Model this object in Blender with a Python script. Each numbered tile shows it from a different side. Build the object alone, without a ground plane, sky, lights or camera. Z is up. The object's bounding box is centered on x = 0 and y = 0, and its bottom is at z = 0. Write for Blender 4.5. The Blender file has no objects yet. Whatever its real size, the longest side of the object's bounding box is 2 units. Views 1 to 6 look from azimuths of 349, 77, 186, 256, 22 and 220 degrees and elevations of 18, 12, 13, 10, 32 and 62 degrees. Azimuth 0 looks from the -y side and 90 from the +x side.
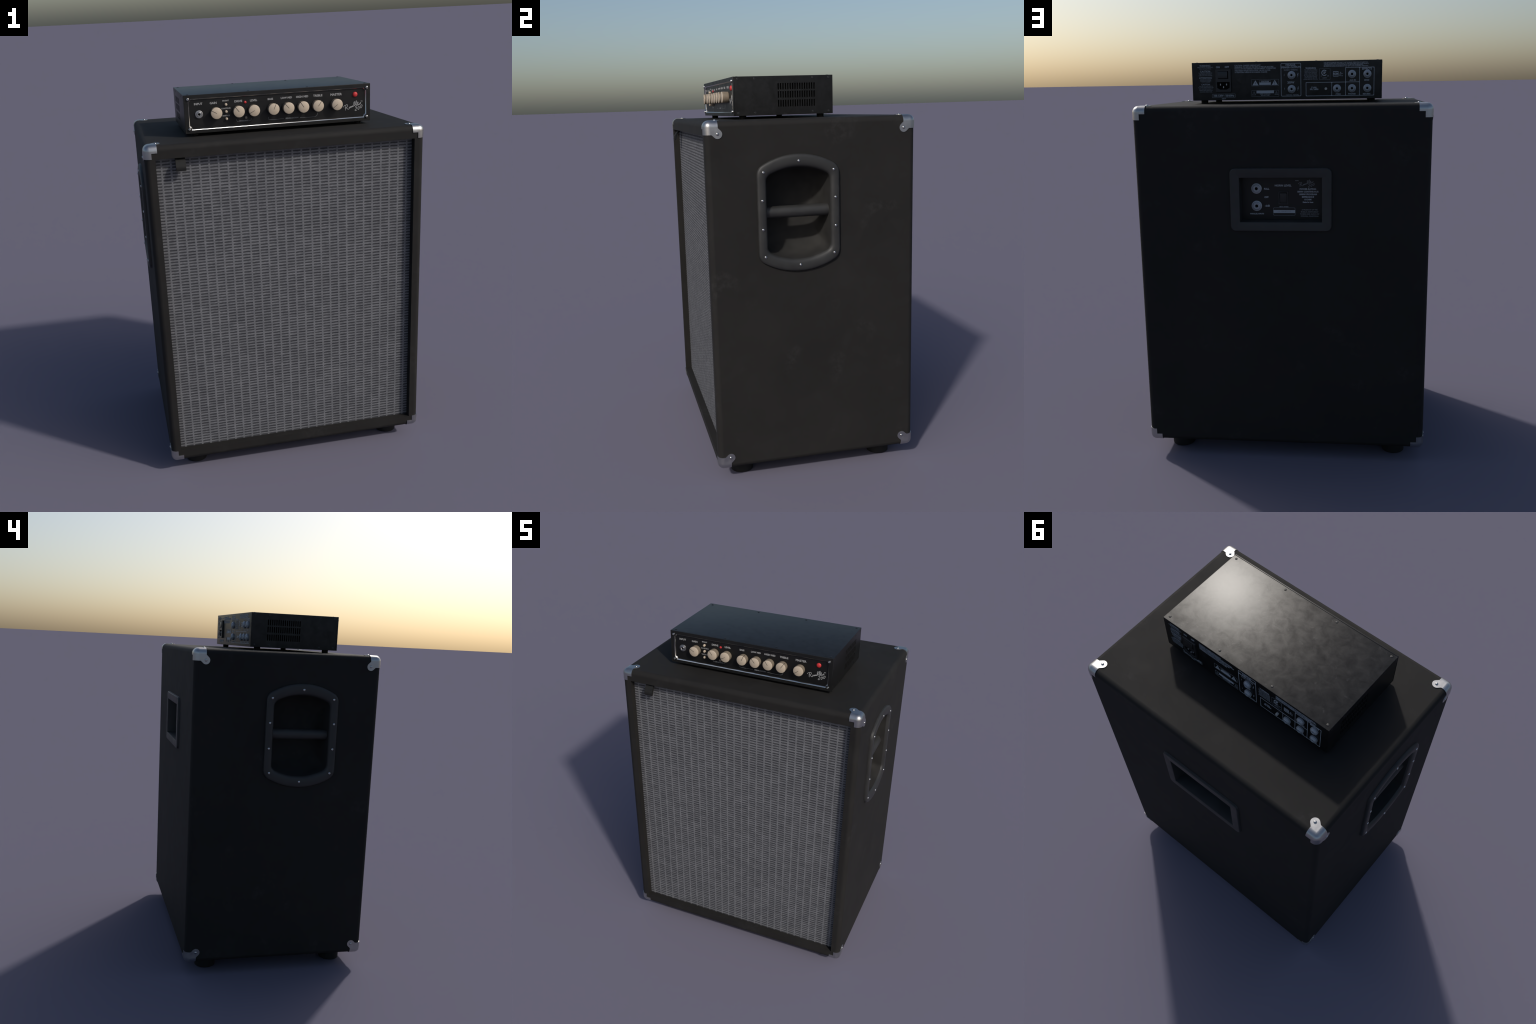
import bpy, bmesh, math, random
from mathutils import Vector, Matrix

random.seed(7)
SCENE = bpy.context.scene
PI = math.pi

# ------------------------------------------------------------------ sizes (metres)
CAB_W, CAB_D = 0.7055, 0.5170          # half width / half depth of the covered box
CAB_Z0, CAB_Z1 = 0.0745, 1.7932       # bottom / top of the covered box
CAB_R = 0.028                        # rounding of its edges
PLATE = 0.003                        # how far corner metal stands proud
OPEN_X, OPEN_Z0, OPEN_Z1 = 0.653, 0.136, 1.728   # grille opening
GRILLE_Y = -0.480
HEAD_X, HEAD_Y0, HEAD_Y1 = 0.4818, -0.335, 0.1715
HEAD_Z0, HEAD_Z1 = 1.8098, 1.9984
SEAM_Y = -0.3275                     # front plate meets the chassis
PANEL_Y = -0.3282                    # recessed control panel surface
HANDLE_Y, HANDLE_Z = -0.078, 1.348
REC_Y = 0.456                        # floor of the rear connector recess


# ------------------------------------------------------------------ materials
def mat_new(name):
    m = bpy.data.materials.new(name)
    m.use_nodes = True
    nt = m.node_tree
    b = nt.nodes["Principled BSDF"]
    return m, nt, b


def ramp(nt, src, stops):
    r = nt.nodes.new("ShaderNodeValToRGB")
    el = r.color_ramp.elements
    while len(el) < len(stops):
        el.new(0.5)
    for e, (p, c) in zip(el, stops):
        e.position = p
        e.color = (c, c, c, 1) if isinstance(c, (int, float)) else (*c, 1)
    nt.links.new(src, r.inputs[0])
    return r.outputs[0]


def noise(nt, scale, detail=3, rough=0.55, mapping=None, distort=0.0):
    tc = nt.nodes.new("ShaderNodeTexCoord")
    n = nt.nodes.new("ShaderNodeTexNoise")
    n.inputs["Scale"].default_value = scale
    n.inputs["Detail"].default_value = detail
    n.inputs["Roughness"].default_value = rough
    n.inputs["Distortion"].default_value = distort
    src = tc.outputs["Object"]
    if mapping:
        mp = nt.nodes.new("ShaderNodeMapping")
        mp.inputs["Scale"].default_value = mapping
        nt.links.new(src, mp.inputs[0])
        src = mp.outputs[0]
    nt.links.new(src, n.inputs["Vector"])
    return n.outputs["Fac"]


def mathn(nt, op, a, b=None, c=None):
    n = nt.nodes.new("ShaderNodeMath")
    n.operation = op
    for i, v in enumerate((a, b, c)):
        if v is None:
            continue
        if isinstance(v, (int, float)):
            n.inputs[i].default_value = v
        else:
            nt.links.new(v, n.inputs[i])
    return n.outputs[0]


def mixc(nt, fac, a, b):
    n = nt.nodes.new("ShaderNodeMix")
    n.data_type = "RGBA"
    for sock, v in ((n.inputs[0], fac), (n.inputs[6], a), (n.inputs[7], b)):
        if isinstance(v, (int, float)):
            sock.default_value = v
        elif isinstance(v, tuple):
            sock.default_value = (*v, 1)
        else:
            nt.links.new(v, sock)
    return n.outputs[2]


def bump(nt, b, height, strength, distance):
    n = nt.nodes.new("ShaderNodeBump")
    n.inputs["Strength"].default_value = strength
    n.inputs["Distance"].default_value = distance
    nt.links.new(height, n.inputs["Height"])
    nt.links.new(n.outputs[0], b.inputs["Normal"])


def simple(name, col, rough, metal=0.0, spec=0.5, var=0.0, vscale=30.0, coat=0.0):
    m, nt, b = mat_new(name)
    b.inputs["Base Color"].default_value = (*col, 1)
    b.inputs["Roughness"].default_value = rough
    b.inputs["Metallic"].default_value = metal
    b.inputs["Specular IOR Level"].default_value = spec
    b.inputs["Coat Weight"].default_value = coat
    if var:
        f = noise(nt, vscale, 4)
        lo = tuple(c * (1 - var) for c in col)
        hi = tuple(min(1, c * (1 + var)) for c in col)
        nt.links.new(ramp(nt, f, [(0.3, lo), (0.7, hi)]), b.inputs["Base Color"])
        nt.links.new(ramp(nt, f, [(0.3, max(0.02, rough - 0.06)), (0.7, min(1, rough + 0.06))]), b.inputs["Roughness"])
    return m


def make_vinyl():
    """Warm near-black covering with faint smudges and a few clusters of pale scuffs."""
    m, nt, b = mat_new("black_vinyl_covering")
    big = noise(nt, 2.4, 4, 0.6)
    blot = noise(nt, 9.0, 4, 0.6, distort=0.6)
    where = noise(nt, 5.5, 2, 0.5)
    grit = noise(nt, 42.0, 4, 0.65)
    base = ramp(nt, big, [(0.30, (0.0118, 0.0111, 0.0104)), (0.70, (0.0162, 0.0150, 0.0139))])
    smudge = ramp(nt, blot, [(0.50, 0.0), (0.78, 0.60)])
    base = mixc(nt, smudge, base, (0.020, 0.0195, 0.019))
    scuff = mathn(nt, "MULTIPLY", ramp(nt, where, [(0.60, 0.0), (0.70, 1.0)]), ramp(nt, grit, [(0.42, 0.0), (0.70, 0.8)]))
    nt.links.new(mixc(nt, scuff, base, (0.0245, 0.0238, 0.0230)), b.inputs["Base Color"])
    nt.links.new(ramp(nt, blot, [(0.3, 0.74), (0.75, 0.82)]), b.inputs["Roughness"])
    b.inputs["Specular IOR Level"].default_value = 0.26
    bump(nt, b, noise(nt, 260.0, 3, 0.6), 0.12, 0.002)
    return m


def make_chassis():
    """Satin black paint with cloudy wear; flat panels, shading normals bent to shape the sun highlight."""
    m, nt, b = mat_new("black_painted_steel")
    cloud = noise(nt, 20.0, 7, 0.66, distort=0.4)
    spots = noise(nt, 15.0, 6, 0.62, distort=1.6)
    base = mixc(nt, ramp(nt, spots, [(0.64, 0.0), (0.72, 0.85)]), (0.0085, 0.0084, 0.0083), (0.026, 0.0255, 0.025))
    nt.links.new(base, b.inputs["Base Color"])
    nt.links.new(ramp(nt, cloud, [(0.30, 0.325), (0.70, 0.385)]), b.inputs["Roughness"])
    nt.links.new(ramp(nt, cloud, [(0.32, 0.22), (0.68, 0.40)]), b.inputs["Specular IOR Level"])
    geo = nt.nodes.new("ShaderNodeNewGeometry")
    tc = nt.nodes.new("ShaderNodeTexCoord")
    mp = nt.nodes.new("ShaderNodeMapping")
    mp.vector_type = "POINT"
    normal_tilt = (0.12 / HEAD_X, 0.07 / 0.25, 0.03 / 0.093)
    mp.inputs["Scale"].default_value = normal_tilt
    mp.inputs["Location"].default_value = (0.0, 0.082 * normal_tilt[1], -1.904 * normal_tilt[2])
    nt.links.new(tc.outputs["Object"], mp.inputs[0])
    add = nt.nodes.new("ShaderNodeVectorMath")
    add.operation = "ADD"
    nt.links.new(geo.outputs["Normal"], add.inputs[0])
    nt.links.new(mp.outputs[0], add.inputs[1])
    nrm = nt.nodes.new("ShaderNodeVectorMath")
    nrm.operation = "NORMALIZE"
    nt.links.new(add.outputs[0], nrm.inputs[0])
    nt.links.new(nrm.outputs[0], b.inputs["Normal"])
    return m


def make_grille():
    """Woven cloth: pale horizontal cords, dark gaps cut by pale uprights."""
    m, nt, b = mat_new("silver_grille_cloth")
    tc = nt.nodes.new("ShaderNodeTexCoord")
    sep = nt.nodes.new("ShaderNodeSeparateXYZ")
    nt.links.new(tc.outputs["Object"], sep.inputs[0])
    x, z = sep.outputs[0], sep.outputs[2]
    cx = mathn(nt, "DIVIDE", mathn(nt, "SUBTRACT", x, THREAD_X0), THREAD_DX)
    cz = mathn(nt, "DIVIDE", mathn(nt, "SUBTRACT", z, ROW_Z0), ROW_DZ)
    # every cell gets its own small shift and gap width
    comb = nt.nodes.new("ShaderNodeCombineXYZ")
    nt.links.new(mathn(nt, "FLOOR", cx), comb.inputs[0])
    nt.links.new(mathn(nt, "ROUND", cz), comb.inputs[2])
    wn = nt.nodes.new("ShaderNodeTexWhiteNoise")
    nt.links.new(comb.outputs[0], wn.inputs["Vector"])
    # slow drift of cord thickness down the cloth, plus a loose hand to every cord
    wob = noise(nt, 1.0, 2, 0.5, mapping=(3.0, 1.0, 9.0))
    loose = noise(nt, 1.0, 2, 0.5, mapping=(55.0, 1.0, 40.0))
    czs = mathn(nt, "ADD", cz, mathn(nt, "ADD", mathn(nt, "MULTIPLY", mathn(nt, "SUBTRACT", wn.outputs["Value"], 0.5), 0.08),
                                     mathn(nt, "MULTIPLY", mathn(nt, "SUBTRACT", loose, 0.5), 0.22)))
    dx = mathn(nt, "ABSOLUTE", mathn(nt, "SUBTRACT", cx, mathn(nt, "ROUND", cx)))
    dz = mathn(nt, "ABSOLUTE", mathn(nt, "SUBTRACT", czs, mathn(nt, "ROUND", czs)))
    width = mathn(nt, "ADD", 0.265, mathn(nt, "MULTIPLY", wob, 0.16))
    soft = nt.nodes.new("ShaderNodeMapRange")
    soft.interpolation_type = "SMOOTHERSTEP"
    nt.links.new(mathn(nt, "DIVIDE", dz, width), soft.inputs["Value"])
    for k, v in (("From Min", 0.05), ("From Max", 1.40), ("To Min", 1.0), ("To Max", 0.0)):
        soft.inputs[k].default_value = v
    gap = soft.outputs["Result"]
    up = nt.nodes.new("ShaderNodeMapRange")
    up.interpolation_type = "SMOOTHERSTEP"
    nt.links.new(mathn(nt, "ADD", dx, mathn(nt, "MULTIPLY", mathn(nt, "SUBTRACT", loose, 0.5), 0.10)), up.inputs["Value"])
    for k, v in (("From Min", 0.035), ("From Max", 0.145), ("To Min", 0.0), ("To Max", 1.0)):
        up.inputs[k].default_value = v
    deep = mathn(nt, "ADD", 0.86, mathn(nt, "MULTIPLY", wn.outputs["Value"], 0.14))
    dark = mathn(nt, "MULTIPLY", mathn(nt, "MULTIPLY", gap, up.outputs["Result"]), deep)
    fib = noise(nt, 1.0, 3, 0.6, mapping=(90.0, 60.0, 420.0))
    blot = noise(nt, 26.0, 3, 0.6)
    pale = ramp(nt, mathn(nt, "ADD", mathn(nt, "MULTIPLY", fib, 0.6), mathn(nt, "MULTIPLY", blot, 0.4)),
                [(0.35, (0.102, 0.104, 0.112)), (0.65, (0.205, 0.207, 0.219))])
    thread = mathn(nt, "MULTIPLY", mathn(nt, "SUBTRACT", 1.0, up.outputs["Result"]), 0.22)
    pale = mixc(nt, thread, pale, (0.110, 0.112, 0.121))
    nt.links.new(mixc(nt, dark, pale, (0.033, 0.034, 0.039)), b.inputs["Base Color"])
    b.inputs["Roughness"].default_value = 0.85
    b.inputs["Specular IOR Level"].default_value = 0.15
    bump(nt, b, fib, 0.25, 0.001)
    return m


THREAD_DX = 1.2514 / 27
THREAD_X0 = -0.6257
ROW_DZ = 0.015554
ROW_Z0 = 1.6012 - 0.015554 * 96
MAT = dict(
    vinyl=make_vinyl(),
    chassis=make_chassis(),
    grille=make_grille(),
    chrome=simple("brushed_nickel", (0.46, 0.46, 0.46), 0.38, metal=1.0, var=0.03, vscale=40),
    rivet=simple("polished_steel", (0.46, 0.46, 0.455), 0.27, metal=1.0),
    rubber=simple("black_rubber", (0.010, 0.010, 0.010), 0.75, spec=0.3),
    plastic=simple("dark_moulded_plastic", (0.0255, 0.0255, 0.025), 0.52, spec=0.45, var=0.18, vscale=14),
    bowl=simple("dark_moulded_bowl", (0.0255, 0.0245, 0.0232), 0.78, spec=0.25, var=0.22, vscale=16),
    panel=simple("black_control_panel", (0.0062, 0.0062, 0.0062), 0.42, spec=0.36, var=0.12, vscale=20),
    bezel=simple("black_front_plate", (0.0078, 0.0077, 0.0075), 0.46, spec=0.36, var=0.12, vscale=20),
    trim=simple("polished_trim", (0.66, 0.65, 0.63), 0.26, metal=1.0),
    skirt=simple("darkened_cream_side", (0.205, 0.168, 0.125), 0.5, spec=0.3, var=0.08, vscale=80),
    knob=simple("cream_plastic", (0.520, 0.430, 0.328), 0.42, spec=0.4, var=0.05, vscale=60),
    mark=simple("black_marking", (0.010, 0.010, 0.010), 0.5),
    ink=simple("pale_printing", (0.34, 0.34, 0.34), 0.6, spec=0.2),
    rear_ink=simple("grey_printing", (0.37, 0.39, 0.42), 0.6, spec=0.2),
    faint_ink=simple("faint_printing", (0.21, 0.22, 0.235), 0.6, spec=0.2),
    jack=simple("grey_jack_nut", (0.34, 0.36, 0.39), 0.45, metal=0.35),
    dark=simple("black_hole", (0.004, 0.004, 0.004), 0.9, spec=0.1),
    screw=simple("dark_screw", (0.010, 0.010, 0.010), 0.45, metal=0.0),
    webbing=simple("black_webbing", (0.011, 0.011, 0.0105), 0.7, spec=0.3, var=0.3, vscale=120),
    socket=simple("black_socket_plastic", (0.016, 0.016, 0.017), 0.4),
    pin=simple("tin_pin", (0.45, 0.45, 0.46), 0.4, metal=0.6),
)


def make_lamp():
    m, nt, b = mat_new("red_jewel_lamp")
    b.inputs["Base Color"].default_value = (0.54, 0.030, 0.032, 1)
    b.inputs["Roughness"].default_value = 0.48
    return m


MAT["lamp"] = make_lamp()


# ------------------------------------------------------------------ object helpers
def link(ob, parent=None):
    SCENE.collection.objects.link(ob)
    if parent is not None:
        ob.parent = parent
        # children keep plain world placement relative to the parent's origin
        p = parent
        off = Vector((0, 0, 0))
        bpy.context.view_layer.update()
        ob.matrix_parent_inverse = parent.matrix_world.inverted()
    return ob


def finish(me, smooth_deg=None):
    if smooth_deg is not None:
        for p in me.polygons:
            p.use_smooth = True
        me.set_sharp_from_angle(angle=math.radians(smooth_deg))
    return me


def obj(name, me, mat, parent, loc=(0, 0, 0), rot=(0, 0, 0), scale=(1, 1, 1)):
    ob = bpy.data.objects.new(name, me)
    if mat is not None and not me.materials:
        me.materials.append(mat)
    ob.location, ob.rotation_euler, ob.scale = loc, rot, scale
    return link(ob, parent)


def mesh_from_bm(bm, name, smooth=None):
    bmesh.ops.recalc_face_normals(bm, faces=bm.faces)
    me = bpy.data.meshes.new(name)
    bm.to_mesh(me)
    bm.free()
    return finish(me, smooth)


def add_box(bm, lo, hi):
    r = bmesh.ops.create_cube(bm, size=1.0)
    for v in r["verts"]:
        v.co = Vector([lo[i] + (v.co[i] + 0.5) * (hi[i] - lo[i]) for i in range(3)])
    return r["verts"]


def box_mesh(name, lo, hi, r=0.0, seg=3, smooth=None):
    bm = bmesh.new()
    add_box(bm, lo, hi)
    if r:
        bmesh.ops.bevel(bm, geom=list(bm.edges), offset=r, segments=seg, profile=0.5, affect="EDGES")
    return mesh_from_bm(bm, name, smooth if smooth is not None else (35 if r else None))


def lathe(name, profile, seg=32, smooth=35):
    """Turn (radius, height) pairs round the local z axis."""
    bm = bmesh.new()
    rings = []
    for r, h in profile:
        if r < 1e-6:
            rings.append([bm.verts.new((0, 0, h))])
        else:
            rings.append([bm.verts.new((r * math.cos(2 * PI * i / seg), r * math.sin(2 * PI * i / seg), h)) for i in range(seg)])
    for a, b in zip(rings, rings[1:]):
        for i in range(seg):
            j = (i + 1) % seg
            if len(a) == 1 and len(b) == 1:
                continue
            if len(a) == 1:
                bm.faces.new((a[0], b[i], b[j]))
            elif len(b) == 1:
                bm.faces.new((a[i], a[j], b[0]))
            else:
                bm.faces.new((a[i], a[j], b[j], b[i]))
    for ring in (rings[0], rings[-1]):
        if len(ring) > 2:
            bm.faces.new(ring)
    return mesh_from_bm(bm, name, smooth)


def loft(name, rings, cap_end=True, cap_start=False, smooth=40):
    bm = bmesh.new()
    vr = [[bm.verts.new(p) for p in ring] for ring in rings]
    n = len(vr[0])
    for a, b in zip(vr, vr[1:]):
        for i in range(n):
            j = (i + 1) % n
            bm.faces.new((a[i], a[j], b[j], b[i]))
    if cap_end:
        bm.faces.new(vr[-1])
    if cap_start:
        bm.faces.new(vr[0])
    return mesh_from_bm(bm, name, smooth)


def evaluated(ob, name):
    bpy.context.view_layer.update()
    dg = bpy.context.evaluated_depsgraph_get()
    me = bpy.data.meshes.new_from_object(ob.evaluated_get(dg), preserve_all_data_layers=False, depsgraph=dg)
    me.name = name
    return me


def boolean(base_me, cutters, op, name, smooth=35, weighted=True):
    ob = bpy.data.objects.new("work", base_me)
    SCENE.collection.objects.link(ob)
    tmp = []
    for c in cutters:
        co = bpy.data.objects.new("work_cut", c)
        SCENE.collection.objects.link(co)
        tmp.append(co)
        md = ob.modifiers.new("b", "BOOLEAN")
        md.operation, md.solver, md.object = op, "EXACT", co
    me = evaluated(ob, name)
    for o in tmp + [ob]:
        bpy.data.objects.remove(o)
    finish(me, smooth)
    if weighted:
        ob = bpy.data.objects.new("work", me)
        SCENE.collection.objects.link(ob)
        md = ob.modifiers.new("w", "WEIGHTED_NORMAL")
        md.keep_sharp, md.weight = True, 100
        me2 = evaluated(ob, name)
        bpy.data.objects.remove(ob)
        me = me2
    me.materials.clear()
    return me


# flat shapes: closed outlines (with holes) extruded a little, lying in local XY
def flat_shape(name, loops, depth, bevel=0.0):
    cu = bpy.data.curves.new(name, "CURVE")
    cu.dimensions, cu.fill_mode = "2D", "BOTH"
    cu.extrude = depth / 2 - bevel
    cu.bevel_depth, cu.bevel_resolution = bevel, 1
    cu.offset = -bevel
    for lp in loops:
        sp = cu.splines.new("POLY")
        sp.points.add(len(lp) - 1)
        for p, (x, y) in zip(sp.points, lp):
            p.co = (x, y, 0, 1)
        sp.use_cyclic_u = True
    ob = bpy.data.objects.new("work", cu)
    SCENE.collection.objects.link(ob)
    me = evaluated(ob, name)
    bpy.data.objects.remove(ob)
    bpy.data.curves.remove(cu)
    return me


def text_mesh(name, body, size, depth=0.0006, bold=0.0, wide=1.0, align="CENTER"):
    cu = bpy.data.curves.new(name, "FONT")
    cu.body, cu.size, cu.align_x, cu.align_y = body, size, align, "CENTER"
    cu.extrude, cu.resolution_u, cu.offset = depth / 2, 2, bold
    ob = bpy.data.objects.new("work", cu)
    SCENE.collection.objects.link(ob)
    me = evaluated(ob, name)
    bpy.data.objects.remove(ob)
    bpy.data.curves.remove(cu)
    if wide != 1.0:
        for v in me.vertices:
            v.co.x *= wide
    return me


def stroke_mesh(name, strokes, width, depth=0.0006):
    """Flat pen strokes through control points, lying in local XY."""
    cu = bpy.data.curves.new(name, "CURVE")
    cu.dimensions = "3D"
    cu.bevel_depth, cu.bevel_resolution = width / 2, 2
    cu.resolution_u = 5
    for pts in strokes:
        sp = cu.splines.new("BEZIER")
        sp.bezier_points.add(len(pts) - 1)
        for bp, (x, y) in zip(sp.bezier_points, pts):
            bp.co = (x, y, 0)
            bp.handle_left_type = bp.handle_right_type = "AUTO"
    cu.use_fill_caps = True
    ob = bpy.data.objects.new("work", cu)
    SCENE.collection.objects.link(ob)
    me = evaluated(ob, name)
    bpy.data.objects.remove(ob)
    bpy.data.curves.remove(cu)
    for v in me.vertices:
        v.co.z *= depth / width
    return me


def round_rect(hx, hy, r, n=5, cx=0.0, cy=0.0):
    pts = []
    for qx, qy, a0 in ((1, 1, 0), (-1, 1, 90), (-1, -1, 180), (1, -1, 270)):
        for i in range(n + 1):
            a = math.radians(a0 + 90 * i / n)
            pts.append((cx + qx * (hx - r) + r * math.cos(a), cy + qy * (hy - r) + r * math.sin(a)))
    return pts


FRONT = (PI / 2, 0, 0)            # local XY -> faces -y
REAR = (PI / 2, 0, PI)            # local XY -> faces +y (local x runs to -x)
OUT_FRONT = (PI / 2, 0, 0)        # local +z -> -y
OUT_REAR = (-PI / 2, 0, 0)        # local +z -> +y


def thing(name, loc, label, category):
    e = bpy.data.objects.new(name, None)
    e.location = loc
    e["label"], e["category"] = label, category
    SCENE.collection.objects.link(e)
    bpy.context.view_layer.update()
    return e


# =================================================================== SPEAKER CABINET
cab = thing("speaker_cabinet", (0, 0, 0), "tall black vinyl bass speaker cabinet with silver grille cloth", "speaker cabinet")


# ---- outline of the side handle: straight sides, arched ends, round corners
def handle_outline(t, n_arc=10, n_cor=7, n_side=4):
    a, b = 0.2030 - 0.0460 * min(t, 1.0) - 0.028 * max(0.0, t - 1.0), 0.2825 - 0.0605 * min(t, 1.0) - 0.0575 * max(0.0, t - 1.0)
    R, rc = 0.35 - 0.04 * t, 0.055 - 0.017 * min(t, 1.0) + 0.012 * max(0.0, t - 1.0)
    zc = b - R + math.sqrt((R - rc) ** 2 - (a - rc) ** 2)
    th = math.atan2(zc - (b - R), a - rc)            # where arch meets corner
    quad = []
    for i in range(n_side):
        quad.append((a, zc * i / n_side))
    for i in range(n_cor):
        g = th * i / n_cor
        quad.append((a - rc + rc * math.cos(g), zc + rc * math.sin(g)))
    for i in range(n_arc + 1):
        g = th + (PI / 2 - th) * i / n_arc
        quad.append((R * math.cos(g), b - R + R * math.sin(g)))
    right_top = quad
    left_top = [(-y, z) for y, z in reversed(quad)][1:]
    top = right_top + left_top
    bottom = [(-y, -z) for y, z in top][1:-1]
    return top + bottom


# ---- covered box
shell = box_mesh("shell_base", (-CAB_W, -CAB_D, CAB_Z0), (CAB_W, CAB_D, CAB_Z1), CAB_R, 6)
cuts = [box_mesh("cut", (-OPEN_X, -0.7, OPEN_Z0), (OPEN_X, -0.455, OPEN_Z1)),
        box_mesh("cut", (-0.215, 0.425, 1.225), (0.215, 0.7, 1.473))]
for s in (1, -1):
    rings = [[(s * x, HANDLE_Y + y, HANDLE_Z + z) for y, z in handle_outline(0.45)] for x in (0.44, 0.80)]
    cuts.append(loft("cut", rings, True, True))
obj("cabinet_shell", boolean(shell, cuts, "DIFFERENCE", "cabinet_shell"), MAT["vinyl"], cab)


# ---- grille cloth: a woven height field filling the opening
def grille_mesh():
    bm = bmesh.new()
    # columns bunch round the uprights, rows follow the cords
    xs = [-OPEN_X - 0.004]
    for k in range(-1, 28):
        for f in (-0.11, -0.07, 0.0, 0.07, 0.11, 0.3, 0.5, 0.7):
            x = THREAD_X0 + (k + f) * THREAD_DX
            if -OPEN_X - 0.003 < x < OPEN_X + 0.003:
                xs.append(x)
    xs.append(OPEN_X + 0.004)
    zs, z = [], OPEN_Z0 - 0.004
    while z < OPEN_Z1 + 0.004:
        zs.append(z)
        z += ROW_DZ / 6
    rng = random.Random(3)
    shift = {}
    grid = []
    for z in zs:
        row = []
        cz = (z - ROW_Z0) / ROW_DZ
        for x in xs:
            cx = (x - THREAD_X0) / THREAD_DX
            key = (math.floor(cx), round(cz))
            d = shift.setdefault(key, rng.uniform(-1, 1))
            dz = abs(cz - round(cz))
            dx = abs(cx - round(cx))
            cord = min(1.0, max(0.0, (dz - 0.14) / 0.16))
            up = min(1.0, max(0.0, (0.135 - dx) / 0.05))
            h = 0.0009 * max(cord * (0.85 + 0.15 * d), up)
            row.append(bm.verts.new((x, GRILLE_Y - h, z)))
        grid.append(row)
    for a, b in zip(grid, grid[1:]):
        for i in range(len(xs) - 1):
            bm.faces.new((a[i], a[i + 1], b[i + 1], b[i]))
    me = bpy.data.meshes.new("grille_cloth")
    bm.to_mesh(me)
    bm.free()
    for p in me.polygons:
        p.use_smooth = True
    return me


obj("grille_cloth", grille_mesh(), MAT["grille"], cab)


# ---- webbing pull tab: a strap folded into a drop-shaped loop
def tab_mesh():
    path = [(-0.483, 1.7300), (-0.4965, 1.7245), (-0.5075, 1.7150), (-0.5185, 1.7020), (-0.5265, 1.6870), (-0.5285, 1.6740),
            (-0.5255, 1.6665), (-0.5205, 1.6660), (-0.5160, 1.6720), (-0.5125, 1.6840), (-0.5080, 1.6980), (-0.5000, 1.7110),
            (-0.4900, 1.7210), (-0.483, 1.7265)]
    th = 0.0015
    left, right = [], []
    for i, (y, z) in enumerate(path):
        a, b = path[max(0, i - 1)], path[min(len(path) - 1, i + 1)]
        t = Vector((b[0] - a[0], b[1] - a[1])).normalized()
        n = Vector((-t.y, t.x)) * th
        left.append((y + n.x, z + n.y))
        right.append((y - n.x, z - n.y))
    ring = left + right[::-1]
    bm = bmesh.new()
    cols = []
    for x in (-0.559, -0.511):
        cols.append([bm.verts.new((x, y, z)) for y, z in ring])
    n, m = len(ring), len(path)
    for i in range(n):
        j = (i + 1) % n
        bm.faces.new((cols[0][i], cols[0][j], cols[1][j], cols[1][i]))
    for c in cols:
        for i in range(m - 1):
            bm.faces.new((c[i], c[i + 1], c[n - 2 - i], c[n - 1 - i]))
    return mesh_from_bm(bm, "pull_tab", 40)


obj("pull_tab", tab_mesh(), MAT["webbing"], cab)


# ---- corner metal: rounded box corner cut to an L on the front, L plus eared tongue on side and top
def corner_mesh():
    """Local frame: the corner's sharp vertex at the origin, the box lies towards -x,-y,-z."""
    R = CAB_R + PLATE
    base = box_mesh("corner_base", (-0.30, -0.30, -0.30), (0, 0, 0), R, 8)
    L, Wd, dep = 0.0660, 0.0345, 0.0380

    def ell(arm, wid, r=0.005):
        return [(0.02, 0.02), (-arm, 0.02)] + [(-arm + r - r * math.cos(g), -wid + r - r * math.sin(g)) for g in (0, 0.5, 1.05, PI / 2)] + \
               [(-wid - r + r * math.sin(g), -wid - r + r * math.cos(g)) for g in (0, 0.5, 1.05, PI / 2)] + \
               [(-wid + r - r * math.sin(g + PI / 2), -arm + r + r * math.cos(g + PI / 2)) for g in (0, 0.5, 1.05, PI / 2)] + [(0.02, -arm)]

    def prism(poly, axis):
        rings = []
        for d in (0.02, -dep):
            ring = []
            for p, q in poly:
                c = {0: (d, p, q), 1: (p, d, q), 2: (p, q, d)}[axis]
                ring.append(c)
            rings.append(ring)
        return loft("prism", rings, True, True, None)

    def tongue():
        rr, a, b = 0.0215, (-0.032, -0.032), EAR
        ang = math.atan2(b[1] - a[1], b[0] - a[0])
        pts = []
        for c, g0 in ((b, -PI / 2), (a, PI / 2)):
            for i in range(13):
                g = ang + g0 + PI * i / 12
                pts.append((c[0] + rr * math.cos(g), c[1] + rr * math.sin(g)))
        return pts

    front, side, top = prism(ell(L, Wd), 1), prism(ell(L, Wd), 0), prism(ell(L, Wd), 2)
    ear_side, ear_top = prism(tongue(), 0), prism(tongue(), 2)
    mask = boolean(front, [side, top, ear_side, ear_top], "UNION", "mask", None, False)
    return boolean(base, [mask], "INTERSECT", "corner_protector", 32, True)


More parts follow.
